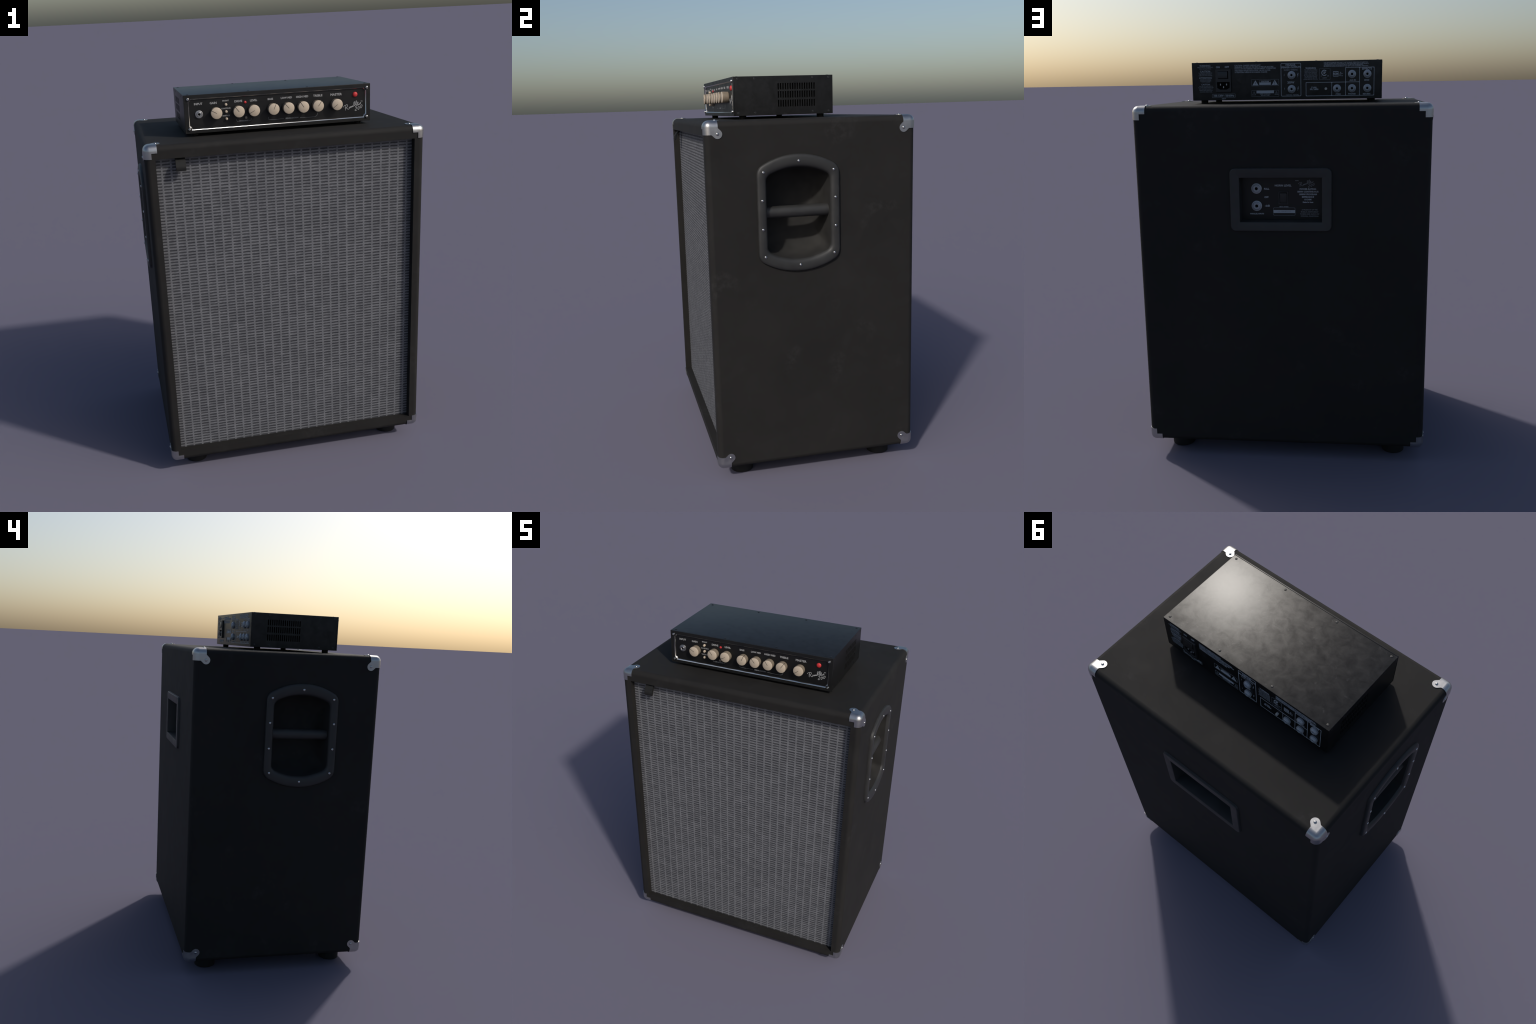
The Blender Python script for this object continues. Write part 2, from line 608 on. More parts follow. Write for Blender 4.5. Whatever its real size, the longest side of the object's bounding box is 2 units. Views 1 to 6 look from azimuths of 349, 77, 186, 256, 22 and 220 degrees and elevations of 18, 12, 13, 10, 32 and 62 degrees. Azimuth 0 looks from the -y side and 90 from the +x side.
EAR = (-0.0638, -0.0622)
corner_me = corner_mesh()
rivet_me = lathe("rivet", [(0.0075, -0.002), (0.0075, 0.0003), (0.0068, 0.0022), (0.0050, 0.0036), (0.0026, 0.0044), (0, 0.0047)], 20, 60)
for sx in (1, -1):
    for sy in (1, -1):
        for top in (1, 0):
            sz = 1 if top else -1
            loc = Vector((sx * (CAB_W + PLATE), sy * (CAB_D + PLATE), (CAB_Z1 + PLATE) if top else (CAB_Z0 - PLATE)))
            c = obj("corner_protector", corner_me, MAT["chrome"], cab, loc, scale=(sx, sy, sz))
            side = Vector((0, sy * EAR[0], sz * EAR[1]))
            obj("rivet", rivet_me, MAT["rivet"], c, loc + side, rot=(0, sx * PI / 2, 0))
            up = Vector((sx * EAR[0], sy * EAR[1], 0))
            obj("rivet", rivet_me, MAT["rivet"], c, loc + up, rot=(0, 0 if top else PI, 0))

# ---- rubber feet
foot_me = lathe("foot", [(0.0, 0.0), (0.0555, 0.0), (0.0572, 0.0016), (0.0580, 0.006), (0.0588, 0.040), (0.0592, 0.0755)], 40, 50)
for sx in (1, -1):
    for sy in (1, -1):
        obj("foot", foot_me, MAT["rubber"], cab, (sx * 0.562, sy * 0.377, 0))

# ---- recessed side handles
RIM = [(0.0, 0.6985), (0.0, 0.7105), (0.05, 0.7155), (0.14, 0.7188), (0.27, 0.7200), (0.48, 0.7205), (0.68, 0.7195), (0.84, 0.7165), (0.95, 0.7110), (1.0, 0.7040)]
# the scoop: ring shrink against depth, a round-bottomed dish
BOWL = [(1.0, 0.0), (1.03, 0.030), (1.08, 0.056), (1.18, 0.084), (1.35, 0.109), (1.6, 0.131), (2.0, 0.150), (2.5, 0.164), (3.1, 0.174), (3.7, 0.180)]


def scoop(t, d):
    return [(0.006 - d, y, z) for y, z in handle_outline(t)]


rim_me = loft("handle_rim", [[(x - 0.698, y, z) for y, z in handle_outline(t)] for t, x in RIM], False, False, 50)
bowl_me = loft("handle_bowl", [scoop(t, d) for t, d in BOWL], True, False, 60)
bar_me = lathe("grip_bar", [(0.0296, -0.162), (0.0296, 0.162)], 32, 40)
hscrew_me = lathe("handle_screw", [(0.0072, -0.003), (0.0072, 0.0006), (0.0062, 0.0026), (0.0044, 0.0038), (0.0022, 0.0044), (0, 0.0046)], 18, 60)
SCREWS = [(0, 0.250), (0, -0.250)] + [(sy * y, sz * z) for sy in (1, -1) for sz in (1, -1) for y, z in ((0.172, 0.202), (0.180, 0.0690))]
for s in (1, -1):
    loc = Vector((s * 0.7, HANDLE_Y, HANDLE_Z))
    h = obj("side_handle", rim_me, MAT["plastic"], cab, loc, rot=(0, 0, 0 if s > 0 else PI))
    obj("handle_bowl", bowl_me, MAT["bowl"], h, loc, rot=(0, 0, 0 if s > 0 else PI))
    obj("grip_bar", bar_me, MAT["plastic"], h, loc + Vector((-s * 0.040, 0, 0.0045)), rot=(PI / 2, 0, 0))
    for y, z in SCREWS:
        obj("handle_screw", hscrew_me, MAT["rivet"], h, loc + Vector((s * 0.0220, y, z)), rot=(0, s * PI / 2, 0))


# ---- rear connector recess
def rect_ring(hx, hz, r, y):
    return [(-x, y, 1.3490 + z) for x, z in round_rect(hx, hz, r, 6)]


OX, OZ, IX, IZ = 0.2440, 0.1525, 0.1970, 0.1063
dish = loft("connector_dish", [rect_ring(OX + 0.001, OZ + 0.001, 0.027, 0.5150), rect_ring(OX, OZ, 0.026, 0.5200), rect_ring(OX - 0.0015, OZ - 0.0015, 0.0245, 0.5260),
                               rect_ring(OX - 0.005, OZ - 0.005, 0.021, 0.5290), rect_ring(IX + 0.005, IZ + 0.005, 0.006, 0.5293),
                               rect_ring(IX + 0.001, IZ + 0.001, 0.003, 0.5275), rect_ring(IX, IZ, 0.0025, 0.5230), rect_ring(IX - 0.002, IZ - 0.002, 0.0025, REC_Y - 0.003)], False, False, 35)
dish_ob = obj("connector_dish", dish, MAT["plastic"], cab)
obj("connector_plate", box_mesh("connector_plate", (-0.199, REC_Y - 0.004, 1.2410), (0.199, REC_Y, 1.4570)), MAT["panel"], dish_ob)
jack_me = lathe("jack_socket", [(0.0200, -0.001), (0.0200, 0.0070), (0.0188, 0.0082), (0.0160, 0.0086), (0.0158, 0.0100), (0.0145, 0.0122), (0.0115, 0.0134),
                                (0.0108, 0.0126), (0.0098, 0.0126), (0.0090, 0.0140), (0.0066, 0.0140), (0.0058, 0.0130), (0.0056, 0.0020), (0, 0.0020)], 28, 40)
hole_me = lathe("jack_hole", [(0, -0.0005), (0.0057, -0.0005), (0.0057, 0.0062), (0, 0.0062)], 20, 40)
for z in (1.3935, 1.3086):
    j = obj("jack_socket", jack_me, MAT["jack"], dish_ob, (0.1230, REC_Y, z + 0.0025), rot=OUT_REAR, scale=(1.28, 1.28, 1.0))


def rear_text(body, x, z, size, parent, y, mat="rear_ink", bold=0.0, wide=1.0, align="CENTER", name="printed_label"):
    return obj(name, text_mesh(name, body, size, 0.0010, bold, wide, align), MAT[mat], parent, (x, y, z), rot=REAR)


def front_text(body, x, z, size, parent, mat="ink", bold=0.0, wide=1.0, name="printed_label"):
    return obj(name, text_mesh(name, body, size, 0.0010, bold, wide), MAT[mat], parent, (x, PANEL_Y, z), rot=FRONT)


# script logo strokes, relative to (0.40, 1.89) on the control panel
LOGO = [
    [(-.0609, -.0047), (-.0554, .0019), (-.0478, .0050), (-.0409, .0069), (-.0379, .0031), (-.0393, -.0031), (-.0452, -.0079), (-.0527, -.0095)],
    [(-.0471, .0037), (-.0489, -.0092), (-.0491, -.0215)],
    [(-.0452, -.0081), (-.0390, -.0144), (-.0339, -.0170), (-.0292, -.0129), (-.0284, -.0056), (-.0284, -.0112), (-.0243, -.0093), (-.0217, -.0043),
     (-.0212, -.0098), (-.0187, -.0076), (-.0173, -.0035), (-.0163, -.0078), (-.0137, -.0022), (-.0124, -.0065), (-.0102, -.0004), (-.0088, -.0054),
     (-.0049, -.0011), (-.0014, .0097), (-.0004, .0193), (-.0030, .0178), (-.0048, .0060), (-.0022, -.0013), (.0020, .0016), (.0066, .0085),
     (.0109, .0192), (.0094, .0234), (.0066, .0175), (.0056, .0072), (.0089, .0031), (.0133, .0073), (.0191, .0137), (.0169, .0164), (.0139, .0122),
     (.0144, .0062), (.0186, .0047), (.0268, .0077), (.0328, .0125), (.0300, .0059), (.0210, .0016), (.0114, -.0006), (.0037, -.0063)],
    [(.0037, -.0099), (.0083, -.0082), (.0113, -.0114), (.0085, -.0170), (.0019, -.0257), (.0113, -.0244)],
    [(.0175, -.0203), (.0173, -.0137), (.0217, -.0069), (.0254, -.0078), (.0249, -.0143), (.0203, -.0218), (.0175, -.0203)],
    [(.0314, -.0141), (.0311, -.0082), (.0362, .0006), (.0401, -.0003), (.0393, -.0074), (.0341, -.0149), (.0314, -.0141)],
]
logo_me = stroke_mesh("script_logo", LOGO, 0.0027, 0.0012)

# rear connector plate: printing and rocker
def on_plate(x, z):
    """Layout units were read 22 mm deeper; draw them in towards the viewing axis."""
    return -0.36 + (x + 0.36) * 0.9954, 1.891 + (z - 1.891) * 0.9954


def T(body, x, z, size, mat="rear_ink", bold=0.0004, wide=1.0):
    x, z = on_plate(x, z)
    return rear_text(body, x, z, size, dish_ob, REC_Y, mat, bold, wide)



T("FULL", 0.0762, 1.3905, 0.0120)
T("OFF", 0.0778, 1.3499, 0.0120)
T("-6dB", 0.0741, 1.3075, 0.0130)
T("HORN LEVEL", -0.0045, 1.4069, 0.0130, wide=1.08)
T("PARALLEL INPUTS", 0.1254, 1.2681, 0.0085)
T("SERIAL NUMBER", -0.0075, 1.3029, 0.0062, "faint_ink")
for i, s in enumerate(["POWER RATING", "500W CONTINUOUS", "1000W PROGRAM", "IMPEDANCE", "8 OHM", "Made for bass"]):
    T(s, -0.1255, 1.3894 - 0.0128 * i, 0.0108 if i < 5 else 0.0090)
for i, s in enumerate(["A PRODUCT OF THE", "MUSICAL INSTRUMENT", "WORKS AND AUDIO DIV", "CORONA, CALIFORNIA"]):
    T(s, -0.1332, 1.2878 - 0.0104 * i, 0.0082, "faint_ink", 0.0002)
T("MODEL", -0.0726, 1.4309, 0.0050, "faint_ink")
obj("script_logo", logo_me, MAT["faint_ink"], dish_ob, (-0.1270, REC_Y, 1.4200), rot=REAR, scale=(0.78, 0.72, 1.0))
# small rocker switch with a tilted paddle
obj("switch_frame", flat_shape("switch_frame", [round_rect(0.0245, 0.0325, 0.002), round_rect(0.0185, 0.0262, 0.001)], 0.006, 0.001), MAT["socket"], dish_ob, (-0.0075, REC_Y + 0.002, 1.3497), rot=REAR)
obj("rocker_switch", box_mesh("rocker_switch", (-0.0170, -0.0245, -0.006), (0.0170, 0.0245, 0.004), 0.002, 2), MAT["plastic"], dish_ob, (-0.0075, REC_Y + 0.002, 1.3497), rot=(PI / 2 + 0.16, 0, PI))
# serial plate: outlined box with a pale strip
obj("serial_plate", flat_shape("serial_plate", [round_rect(0.0535, 0.0188, 0.004), round_rect(0.0522, 0.0175, 0.0035)], 0.0014), MAT["faint_ink"], dish_ob, (-0.0106, REC_Y, 1.2822), rot=REAR)
obj("serial_strip", flat_shape("serial_strip", [round_rect(0.0532, 0.0073, 0.0008)], 0.0016), MAT["rear_ink"], dish_ob, (-0.0110, REC_Y, 1.2823), rot=REAR)
rear_text("CG 1204 8731 55", -0.0110, 1.2823, 0.0090, dish_ob, REC_Y + 0.0006, "faint_ink")

# =================================================================== AMPLIFIER HEAD
amp = thing("amplifier_head", (0, -0.082, 1.7934), "small black bass amplifier head with cream knobs", "amplifier")

# ---- chassis with slotted side vents
ch = box_mesh("chassis_base", (-HEAD_X, SEAM_Y, HEAD_Z0), (HEAD_X, HEAD_Y1, HEAD_Z1), 0.0018, 2)
bm = bmesh.new()
VENT_Y0, VENT_W, VENT_DY = -0.1117, 0.0066, 0.01222
for s in (1, -1):
    for z0, z1 in ((1.9323, 1.9625), (1.8928, 1.9243), (1.8492, 1.8818)):
        for k in range(16):
            y0 = VENT_Y0 + VENT_DY * k
            add_box(bm, (s * (HEAD_X - 0.012) if s > 0 else -HEAD_X - 0.01, y0, z0), (HEAD_X + 0.01 if s > 0 else -(HEAD_X - 0.012), y0 + VENT_W, z1))
vents = mesh_from_bm(bm, "vents")
chassis = obj("chassis", boolean(ch, [vents], "DIFFERENCE", "chassis", 35), MAT["chassis"], amp)


for s in (1, -1):
    obj("vent_shadow_plate", box_mesh("vent_shadow_plate", (-0.0005, -0.0970, -0.0590), (0.0005, 0.0970, 0.0590)), MAT["dark"], chassis, (s * (HEAD_X - 0.0114), -0.0165, 1.9058))  # black plate modelled as the slots' inner shadow, where sun would light the floor


# ---- front plate with notched opening, polished trim and recessed panel
def notched(d, n=7):
    """Opening outline, its corners bitten off round the four screws; d shrinks it."""
    hx, z0, z1 = 0.4580 - d, 1.8290 + d, 1.9775 - d
    sx, sz0, sz1, r = 0.4610, 1.8312, 1.9788, 0.0140 + d
    pts = []
    for qx, cz, zedge, first in ((1, sz1, z1, "z"), (-1, sz1, z1, "x"), (-1, sz0, z0, "z"), (1, sz0, z0, "x")):
        # on vertical edge x = qx*hx and on horizontal edge z = zedge
        sgn = 1 if cz > 1.9 else -1
        av = math.atan2(-sgn * math.sqrt(r * r - (sx - hx) ** 2), qx * (hx - sx))
        ah = math.atan2(zedge - cz, -qx * math.sqrt(r * r - (zedge - cz) ** 2))
        a0, a1 = (av, ah) if first == "z" else (ah, av)
        while a1 - a0 > PI:
            a1 -= 2 * PI
        while a1 - a0 < -PI:
            a1 += 2 * PI
        for i in range(n + 1):
            a = a0 + (a1 - a0) * i / n
            pts.append((qx * sx + r * math.cos(a), cz + r * math.sin(a)))
    return pts


ZC = (HEAD_Z0 + HEAD_Z1) / 2
plate_depth = SEAM_Y - HEAD_Y0
outer = round_rect(HEAD_X, (HEAD_Z1 - HEAD_Z0) / 2, 0.0012, 2)
hole = [(x, z - ZC) for x, z in notched(-0.0018)]
front = obj("front_plate", flat_shape("front_plate", [outer, hole], plate_depth, 0.0012), MAT["bezel"], amp, (0, HEAD_Y0 + plate_depth / 2, ZC), rot=FRONT)
trim_me = loft("polished_trim", [[(x, y, z) for x, z in notched(d)] for d, y in ((-0.0022, -0.3345), (-0.0018, -0.3354), (-0.0013, -0.3352), (0.0026, PANEL_Y + 0.0004))], False, False, 50)
obj("polished_trim", trim_me, MAT["trim"], front)
obj("control_panel", box_mesh("control_panel", (-0.4600, PANEL_Y, 1.8265), (0.4600, SEAM_Y + 0.003, 1.9800)), MAT["panel"], front)

pscrew_me = lathe("panel_screw", [(0.0078, -0.001), (0.0078, 0.0030), (0.0066, 0.0056), (0.0042, 0.0068), (0.0030, 0.0068), (0.0026, 0.0052), (0, 0.0050)], 20, 35)
for x in (-0.4611, 0.4613):
    for z in (1.8312, 1.9787):
        obj("panel_screw", pscrew_me, MAT["rivet"], front, (x, HEAD_Y0, z), rot=OUT_FRONT)

# ---- knobs
KNOB_Z, KNOB_H, KNOB_R = 1.9046, 0.0328, 0.0286
knob_me = lathe("knob", [(0.0272, -0.0005), (0.0274, 0.004), (KNOB_R, KNOB_H - 0.0026), (KNOB_R - 0.0004, KNOB_H - 0.0014), (0, KNOB_H - 0.0014)], 48, 40)
face_me = lathe("knob_face", [(KNOB_R - 0.0003, KNOB_H - 0.0018), (KNOB_R - 0.0006, KNOB_H - 0.0008), (KNOB_R - 0.0018, KNOB_H), (0, KNOB_H)], 48, 40)
bm = bmesh.new()
add_box(bm, (-0.0010, -0.001, KNOB_H - 0.001), (0.0010, KNOB_R - 0.0005, KNOB_H + 0.0004))
add_box(bm, (-0.0010, KNOB_R - 0.0026, 0.008), (0.0010, KNOB_R + 0.0003, KNOB_H + 0.0003))
pointer_me = mesh_from_bm(bm, "pointer_line")
KNOBS = [(-0.3242, -0.87, 0.49), (-0.2112, -0.61, 0.79), (-0.1333, -0.90, -0.45), (-0.0333, 0.42, 0.91),
         (0.0440, -0.65, 0.76), (0.1211, -0.55, 0.83), (0.1980, 0.57, 0.82), (0.2980, -0.82, -0.57)]
for x, px, pz in KNOBS:
    k = obj("knob", knob_me, MAT["skirt"], amp, (x, PANEL_Y, KNOB_Z), rot=OUT_FRONT)
    obj("knob_face", face_me, MAT["knob"], k, (x, PANEL_Y, KNOB_Z), rot=OUT_FRONT)
    turn = math.atan2(-px, pz)          # from straight up
    p = obj("pointer_line", pointer_me, MAT["mark"], k, (x, PANEL_Y, KNOB_Z), rot=OUT_FRONT)
    p.matrix_basis = Matrix.Translation((x, PANEL_Y, KNOB_Z)) @ Matrix.Rotation(PI / 2, 4, "X") @ Matrix.Rotation(turn, 4, "Z")

# ---- small push buttons, lamps and the input jack
button_me = lathe("push_button", [(0.0066, -0.001), (0.0066, 0.0090), (0.0058, 0.0106), (0.0036, 0.0116), (0, 0.0119)], 20, 50)
for z in (1.9415, 1.9063, 1.8711):
    obj("push_button", button_me, MAT["knob"], amp, (-0.2716, PANEL_Y, z), rot=OUT_FRONT)
obj("push_button", lathe("push_button", [(0.0066, -0.001), (0.0066, 0.0090), (0.0058, 0.0106), (0, 0.0117)], 20, 50),
    simple("grey_button", (0.16, 0.14, 0.12), 0.45), amp, (-0.1733, PANEL_Y, 1.8704), rot=OUT_FRONT)
lamp_me = lathe("indicator_lamp", [(0.0132, -0.002), (0.0132, 0.0012), (0.0122, 0.0040), (0.0098, 0.0062), (0.0062, 0.0076), (0, 0.0082)], 32, 60)
obj("indicator_lamp", lamp_me, MAT["lamp"], amp, (0.4019, PANEL_Y, 1.9461), rot=OUT_FRONT)
obj("indicator_lamp", lamp_me, MAT["lamp"], amp, (-0.1728, PANEL_Y, 1.9457), rot=OUT_FRONT, scale=(0.50, 0.50, 0.55))
jin = obj("input_jack", lathe("input_jack", [(0.0202, -0.001), (0.0202, 0.0040), (0.0190, 0.0060), (0.0168, 0.0068), (0.0150, 0.0066), (0.0140, 0.0054), (0.0120, 0.0054), (0.0114, 0.0092),
                                             (0.0104, 0.0100), (0.0070, 0.0100), (0.0060, 0.0090), (0.0058, 0.0015), (0, 0.0015)], 32, 35), MAT["chrome"], amp, (-0.4086, PANEL_Y, 1.9020), rot=OUT_FRONT)
obj("jack_hole", hole_me, MAT["dark"], jin, (-0.4086, PANEL_Y - 0.001, 1.9020), rot=OUT_FRONT)

# ---- printing on the control panel
for body, x, z, size, mat in [("INPUT", -0.4093, 1.9524, .0145, "ink"), ("GAIN", -0.3339, 1.9522, .0145, "ink"), ("DRIVE", -0.2076, 1.9526, .0145, "ink"),
                              ("LEVEL", -0.1299, 1.9519, .0140, "ink"), ("BASS", -0.0435, 1.9524, .0130, "ink"), ("LOW MID", 0.0393, 1.9532, .0130, "ink"),
                              ("HIGH MID", 0.1218, 1.9532, .0140, "ink"), ("TREBLE", 0.2040, 1.9532, .0145, "ink"), ("MASTER", 0.3005, 1.9523, .0165, "ink"),
                              ("BRIGHT", -0.2715, 1.9596, .0092, "ink"), ("CONTOUR", -0.2714, 1.9220, .0092, "ink"), ("VINTAGE", -0.2726, 1.8858, .0092, "ink"),
                              ("OVERDRIVE", -0.1844, 1.8544, .0088, "faint_ink"), ("EQUALIZATION", 0.0660, 1.8506, .0092, "faint_ink")]:
    front_text(body, x, z, size, front, mat, 0.0004 if size > .01 else 0.0002, 1.02)
front_text("TM", 0.4374, 1.9097, 0.0062, front, "ink", 0.0002, 1.2)
obj("script_logo", logo_me.copy(), None, front, (0.40, PANEL_Y, 1.89), rot=FRONT).data.materials.clear()
front_logo = SCENE.collection.objects["script_logo.001"]
front_logo.data.materials.append(MAT["ink"])
brackets = [[(-.2209, 1.8639), (-.2209, 1.8600), (-.2190, 1.8555), (-.2112, 1.8535)], [(-.1581, 1.8540), (-.1500, 1.8545), (-.1467, 1.8575), (-.1463, 1.8654)],
            [(-.0562, 1.8635), (-.0556, 1.8525), (-.0520, 1.8505), (.0229, 1.8500)], [(.1084, 1.8494), (.1868, 1.8493), (.1960, 1.8530), (.2018, 1.8682)]]
obj("printed_bracket", stroke_mesh("printed_bracket", [[(x, z - 1.86) for x, z in b] for b in brackets], 0.0012, 0.0009), MAT["faint_ink"], front, (0, PANEL_Y, 1.86), rot=FRONT)

# ---- cover screws and feet
cscrew_me = lathe("cover_screw", [(0.0066, -0.001), (0.0066, 0.0006), (0.0056, 0.0012), (0.0030, 0.0016), (0.0020, 0.0010), (0, 0.0010)], 18, 40)
for x in (-0.4585, -0.1520, 0.1525, 0.4590):
    for y in (-0.3118, 0.1490):
        obj("cover_screw", cscrew_me, MAT["screw"], chassis, (x, y, HEAD_Z1))
for s in (1, -1):
    for y in (-0.3112, -0.2274, 0.0669, 0.1498):
        for z in (1.9862, 1.8230):
            obj("cover_screw", cscrew_me, MAT["screw"], chassis, (s * HEAD_X, y, z), rot=(0, s * PI / 2, 0), scale=(0.9, 0.9, 0.6))
afoot_me = lathe("foot", [(0.0165, 0.0), (0.0180, 0.0015), (0.0180, 0.0260)], 28, 40)
for x in (-0.4310, 0.4310):
    for y in (-0.2815, 0.1200):
        obj("foot", afoot_me, MAT["rubber"], amp, (x, y, 1.7934))

# ---- rear panel: mains inlet, jacks and printing
RY = HEAD_Y1
inlet = obj("power_inlet", flat_shape("power_inlet", [round_rect(0.0393, 0.0558, 0.002), [(-0.0325, 0.0065 - 0.0135), (0.0325, 0.0065 - 0.0135), (0.0325, -0.0350), (0.0175, -0.0440), (-0.0175, -0.0440), (-0.0325, -0.0350)],
                                      round_rect(0.0258, 0.0185, 0.001, 3, 0.0, 0.0277)], 0.014, 0.0008), MAT["socket"], amp, (0.3196, RY + 0.0030, 1.9078), rot=REAR)
obj("inlet_floor", box_mesh("inlet_floor", (-0.036, -0.050, -0.002), (0.036, 0.052, 0.0012)), MAT["dark"], inlet, (0.3196, RY, 1.9078), rot=REAR)
obj("rocker_switch", box_mesh("rocker_switch", (-0.0245, -0.0170, 0.0), (0.0245, 0.0170, 0.0105), 0.0015, 2), MAT["socket"], inlet, (0.3225, RY + 0.001, 1.9355), rot=(PI / 2 - 0.06, 0, PI))
for x, z in ((0.3352, 1.8887), (0.3039, 1.8888), (0.3197, 1.8760)):
    obj("inlet_pin", box_mesh("inlet_pin", (-0.0022, -0.0046, 0), (0.0022, 0.0046, 0.0075), 0.0004, 1), MAT["pin"], inlet, (x, RY, z), rot=REAR)
for x, z in ((-0.0290, 1.9298), (-0.0290, 1.8614), (-0.3326, 1.9304), (-0.4087, 1.9302), (-0.2575, 1.8612), (-0.3325, 1.8613), (-0.4087, 1.8611)):
    j = obj("jack_socket", jack_me, MAT["jack"], amp, (x, RY, z), rot=OUT_REAR, scale=(1, 1, 1.05))
    obj("jack_hole", hole_me, MAT["dark"], j, (x, RY + 0.002, z), rot=OUT_REAR)
obj("push_button", lathe("push_button", [(0.0068, -0.001), (0.0068, 0.0100), (0.0060, 0.0116), (0, 0.0128)], 20, 50), simple("grey_lamp", (0.42, 0.40, 0.37), 0.45), amp, (-0.2019, RY, 1.8605), rot=OUT_REAR)
for z in (1.3935, 1.3086):
    obj("jack_hole", hole_me, MAT["dark"], dish_ob, (0.1230, REC_Y + 0.002, z + 0.0025), rot=OUT_REAR, scale=(1.28, 1.28, 1.0))

RT = lambda body, x, z, size, mat="rear_ink", bold=0.0003, wide=1.0, align="CENTER": rear_text(body, x, z, size, chassis, RY, mat, bold, wide, align)
RT("ON", 0.3471, 1.9744, 0.0125)
RT("OFF", 0.3007, 1.9748, 0.0125)
for body, z, size in [("WARNING:", 1.9822, .0125), ("MAINTAIN 6in CLEARANCE", 1.9743, .0072), ("FOR VENTILATION.", 1.9672, .0076), ("CAUTION:", 1.9546, .0125),
                      ("TO REDUCE THE RISK OF", 1.9465, .0068), ("FIRE, REPLACE FUSE W", 1.9405, .0068), ("SAME TYPE AND RATING", 1.9339, .0068),
                      ("ATTENTION:", 1.9222, .0125), ("UTILISER UN FUSIBLE", 1.9139, .0066), ("RECHANGE DE MEME", 1.9080, .0066), ("TYPE ET CALIBRE", 1.9024, .0066),
                      ("CAUTION:", 1.8898, .0105), ("THE RISK OF ELECTRIC SH", 1.8810, .0066), ("DO NOT REMOVE BACK NO", 1.8746, .0066), ("NO USER SERVICEABLE PT", 1.8675, .0066),
                      ("INSIDE, REFER SERVICING", 1.8606, .0066), ("QUALIFIED PERSONNEL", 1.8531, .0066)]:
    RT(body, 0.4125, z, size, "faint_ink" if size < .01 else "rear_ink", 0.0001, 0.92)
RT("100-120V~ 50/60Hz", 0.3210, 1.8327, 0.0135, wide=0.98)
RT("400W", 0.3208, 1.8175, 0.0085, "faint_ink")
for body, z, size in [("CAUTION: CHASSIS SURFACE HOT", 1.9808, .0095), ("WARNING: TO REDUCE THE RISK OF FIRE OR ELECTRIC", 1.9727, .0088),
                      ("SHOCK, DO NOT EXPOSE THIS EQUIPMENT TO MOISTURE", 1.9650, .0088), ("AVIS: RISQUE D'ELECTROCUTION - NE PAS OUVRIR", 1.9560, .0088),
                      ("ATTENTION: SURFACE DE CHASSIS CHAUDE", 1.9472, .0092)]:
    RT(body, 0.2612, z, size, "rear_ink", 0.0001, 0.90, "LEFT")


def rear_shape(loops, x, z, mat, name, depth=0.0012):
    return obj(name, flat_shape(name, loops, depth), MAT[mat], chassis, (x, RY, z), rot=REAR)


def frame(hx, hz, w, r=0.004):
    return [round_rect(hx, hz, r), round_rect(hx - w, hz - w, max(0.0006, r - w))]


rear_shape(frame(0.0605, 0.0097, 0.0014), 0.3211, 1.8327, "faint_ink", "printed_frame")
rear_shape(frame(0.0512, 0.0816, 0.0023, 0.006), -0.0256, 1.9074, "rear_ink", "printed_frame")
for body, z, size in [("PARALLEL", 1.9794, .0125), ("SPEAKER OUTPUTS", 1.9679, .0125), ("CLASS 2 WIRING", 1.9552, .0100), ("200W", 1.8936, .0150)]:
    RT(body, -0.0245, z, size, "rear_ink" if size > .011 else "faint_ink", 0.0003, 0.93)
RT("TOTAL", -0.0500, 1.8326, 0.0100, "faint_ink")
RT("4 OHM MIN", -0.0140, 1.8326, 0.0060, "faint_ink")
bolt = [(0.0010, 0.0095), (-0.0026, 0.0005), (-0.0002, 0.0005), (-0.0020, -0.0095), (0.0030, 0.0018), (0.0005, 0.0018), (0.0032, 0.0095)]
for x, z, s in ((0.0090, 1.9295, 0.75), (-0.0600, 1.9295, 1.1), (0.0085, 1.8620, 0.7), (-0.0605, 1.8625, 1.1)):
    rear_shape([[(px * s, pz * s) for px, pz in bolt]], x, z, "rear_ink" if s > 1 else "faint_ink", "printed_bolt")
# caution plates with warning triangles
rear_shape(frame(0.0698, 0.0164, 0.0010, 0.0012), 0.1066, 1.8952, "faint_ink", "printed_frame")
tri_out = [(-0.0155, -0.0120), (0.0155, -0.0120), (0.0, 0.0130)]
tri_bolt = [(0.0022, 0.0045), (-0.0030, -0.0010), (0.0000, -0.0012), (-0.0012, -0.0095), (0.0032, 0.0008), (0.0006, 0.0008)]
rear_shape([tri_out, tri_bolt], 0.1560, 1.8942, "rear_ink", "printed_triangle")
rear_shape([tri_out, [(-0.0014, 0.0060), (0.0014, 0.0060), (0.0008, -0.0060), (-0.0008, -0.0060)], [(-0.0012, -0.0078), (0.0012, -0.0078), (0.0012, -0.0100), (-0.0012, -0.0100)]], 0.0572, 1.8951, "rear_ink", "printed_triangle")
rear_shape(frame(0.0300, 0.0110, 0.0010, 0.0010), 0.1068, 1.8944, "faint_ink", "printed_frame")
RT("CAUTION", 0.1068, 1.9003, 0.0090)
rear_shape([round_rect(0.0292, 0.0062, 0.0005)], 0.1068, 1.8902, "rear_ink", "printed_bar")
rear_shape(frame(0.0698, 0.0160, 0.0010, 0.0012), 0.1064, 1.8414, "faint_ink", "printed_frame")
rear_shape([round_rect(0.0445, 0.0066, 0.0005)], 0.1068, 1.8491, "rear_ink", "printed_bar")
RT("REFER TO MANUAL", 0.1068, 1.8385, 0.0062, "faint_ink")
RT("DO NOT OPEN", 0.1068, 1.8320, 0.0062, "faint_ink")
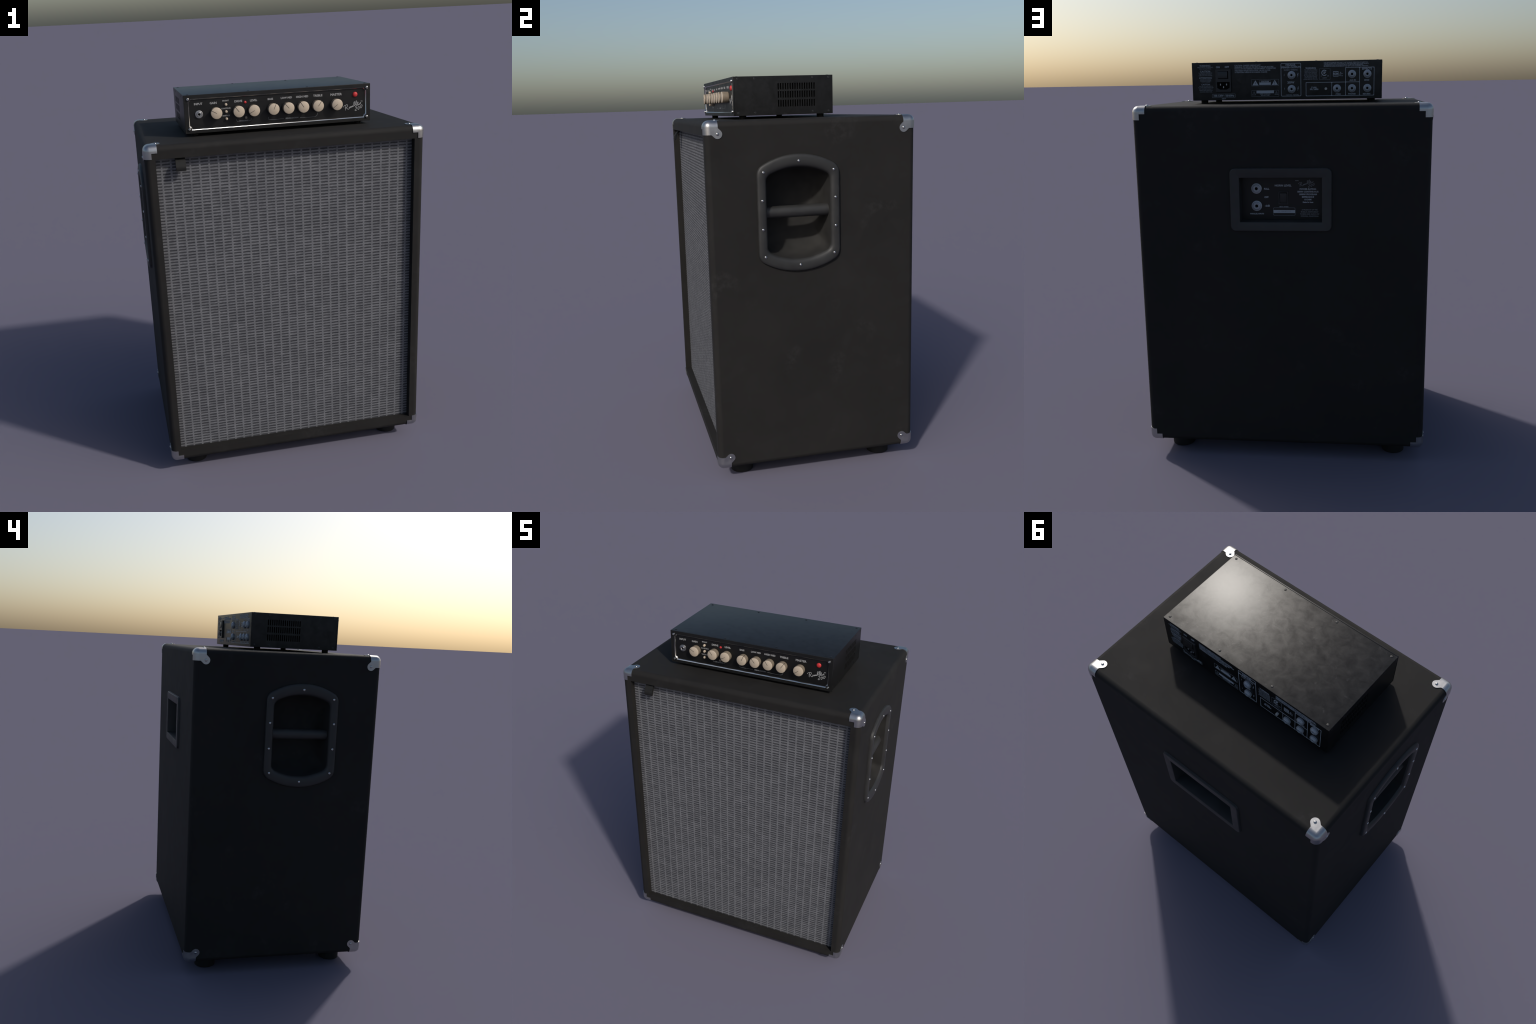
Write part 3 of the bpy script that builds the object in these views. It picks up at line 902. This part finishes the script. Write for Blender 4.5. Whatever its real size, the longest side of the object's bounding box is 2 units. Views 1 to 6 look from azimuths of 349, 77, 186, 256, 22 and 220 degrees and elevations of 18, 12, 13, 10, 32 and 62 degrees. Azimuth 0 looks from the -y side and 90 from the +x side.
tri_in = [(0.78 * a, 0.78 * b - 0.0006) for a, b in tri_out]
for x in (0.1640, 0.0495):
    rear_shape([[(0.62 * a, 0.75 * b) for a, b in tri_out], [(0.62 * a, 0.75 * b) for a, b in tri_in]], x, 1.8430, "faint_ink", "printed_triangle")
    rear_shape([[(-0.0008, 0.004), (0.0008, 0.004), (0.0006, -0.005), (-0.0006, -0.005)]], x, 1.8425, "faint_ink", "printed_triangle")
# warning text beside the approval marks
RT("WARNING:", -0.1262, 1.9623, 0.0105)
for i, s in enumerate(["THIS AMPLIFIER SYSTEM IS", "CAPABLE OF PRODUCING", "HIGH SOUND PRESSURE", "LEVELS. USE CARE WHEN", "SETTING AND ADJUSTING", "VOLUME LEVELS DURING", "PERFORMANCE. SEE THE", "OWNER MANUAL FOR INFO"]):
    RT(s, -0.1252, 1.9541 - 0.0066 * i, 0.0066, "faint_ink", 0.0001, 0.86)
for i, s in enumerate(["THIS DEVICE COMPLIES WITH PART 15 OF THE RULES. OPERATION IS SUBJECT TO", "THE FOLLOWING TWO CONDITIONS: (1) THIS DEVICE MAY NOT CAUSE HARMFUL",
                       "INTERFERENCE, AND (2) THIS DEVICE MUST ACCEPT ANY INTERFERENCE", "RECEIVED INCLUDING INTERFERENCE THAT MAY CAUSE UNDESIRED OPERATION"]):
    RT(s, -0.1911, 1.9868 - 0.0058 * i, 0.0066, "rear_ink", 0.0001, 0.90, "LEFT")
rear_shape(frame(0.0277, 0.0273, 0.0010, 0.0025), -0.1959, 1.9325, "faint_ink", "printed_frame")
# approval marks: a broken ring with letters, and a boxed word with a cross
ring = [(0.0148 * math.cos(math.radians(a)), 0.0148 * math.sin(math.radians(a))) for a in range(40, 321, 10)] + \
       [(0.0108 * math.cos(math.radians(a)), 0.0108 * math.sin(math.radians(a))) for a in range(320, 39, -10)]
rear_shape([ring], -0.1940, 1.9385, "rear_ink", "approval_ring")
RT("SP", -0.1950, 1.9385, 0.0150, "rear_ink", 0.0006, 0.8)
RT("C", -0.1790, 1.9225, 0.0080, "faint_ink")
RT("US", -0.2125, 1.9230, 0.0080, "faint_ink")
RT("168734", -0.1950, 1.9135, 0.0075, "faint_ink")
rear_shape([round_rect(0.0135, 0.0125, 0.0006), round_rect(0.0122, 0.0092, 0.0004)], -0.2512, 1.9324, "rear_ink", "printed_frame")
RT("NOM", -0.2512, 1.9324, 0.0140, "rear_ink", 0.0006, 0.75)
rear_shape([[(0.0105, -0.001), (0.0105, 0.001), (0.001, 0.001), (0.001, 0.0075), (-0.0045, 0.0075), (-0.0045, 0.0025), (-0.0015, 0.0025), (-0.0015, -0.0010), (-0.0085, -0.0010),
              (-0.0085, -0.0048), (0.0020, -0.0048), (0.0020, -0.001)]], -0.2770, 1.9340, "faint_ink", "printed_mark")
RT("NYCE", -0.2775, 1.9232, 0.0072, "faint_ink")
# jack grid: one lattice of rounded cells
def cell(x0, x1, z0, z1, r=0.004):
    return round_rect(abs(x1 - x0) / 2 - 0.0011, (z1 - z0) / 2 - 0.0011, r, 5, -(x0 + x1) / 2, (z0 + z1) / 2 - 1.9)


X = [-0.1015, -0.2313, -0.3005, -0.3698, -0.4420]
ZB, ZM, ZT = 1.8262, 1.8922, 1.9628
lat_out = [(0.1004, ZB - 1.9011), (0.4431, ZB - 1.9011), (0.4431, ZT - 1.8989), (0.2994, ZT - 1.8989), (0.2994, ZM - 1.8989), (0.1004, ZM - 1.8989)]
lat = [lat_out, cell(X[1], X[0], ZB, ZM), cell(X[2], X[1], ZB, ZM), cell(X[3], X[2], ZB, ZM), cell(X[3], X[2], ZM, ZT), cell(X[4], X[3], ZB, ZT)]
rear_shape(lat, 0.0, 1.9, "rear_ink", "printed_lattice")
RT("TYPE:", -0.1417, 1.8668, 0.0100, wide=1.2)
RT("PR 2400", -0.1425, 1.8582, 0.0105, wide=1.2)
for body, x, z, size in [("AUX IN", -0.3364, 1.9007, .0095), ("SEND", -0.4058, 1.9001, .0100), ("FTSW", -0.2638, 1.8326, .0100), ("PHONES", -0.3325, 1.8334, .0098), ("RETURN", -0.4057, 1.8328, .0098), ("EFFECTS", -0.4064, 1.9550, .0130)]:
    RT(body, x, z, size)
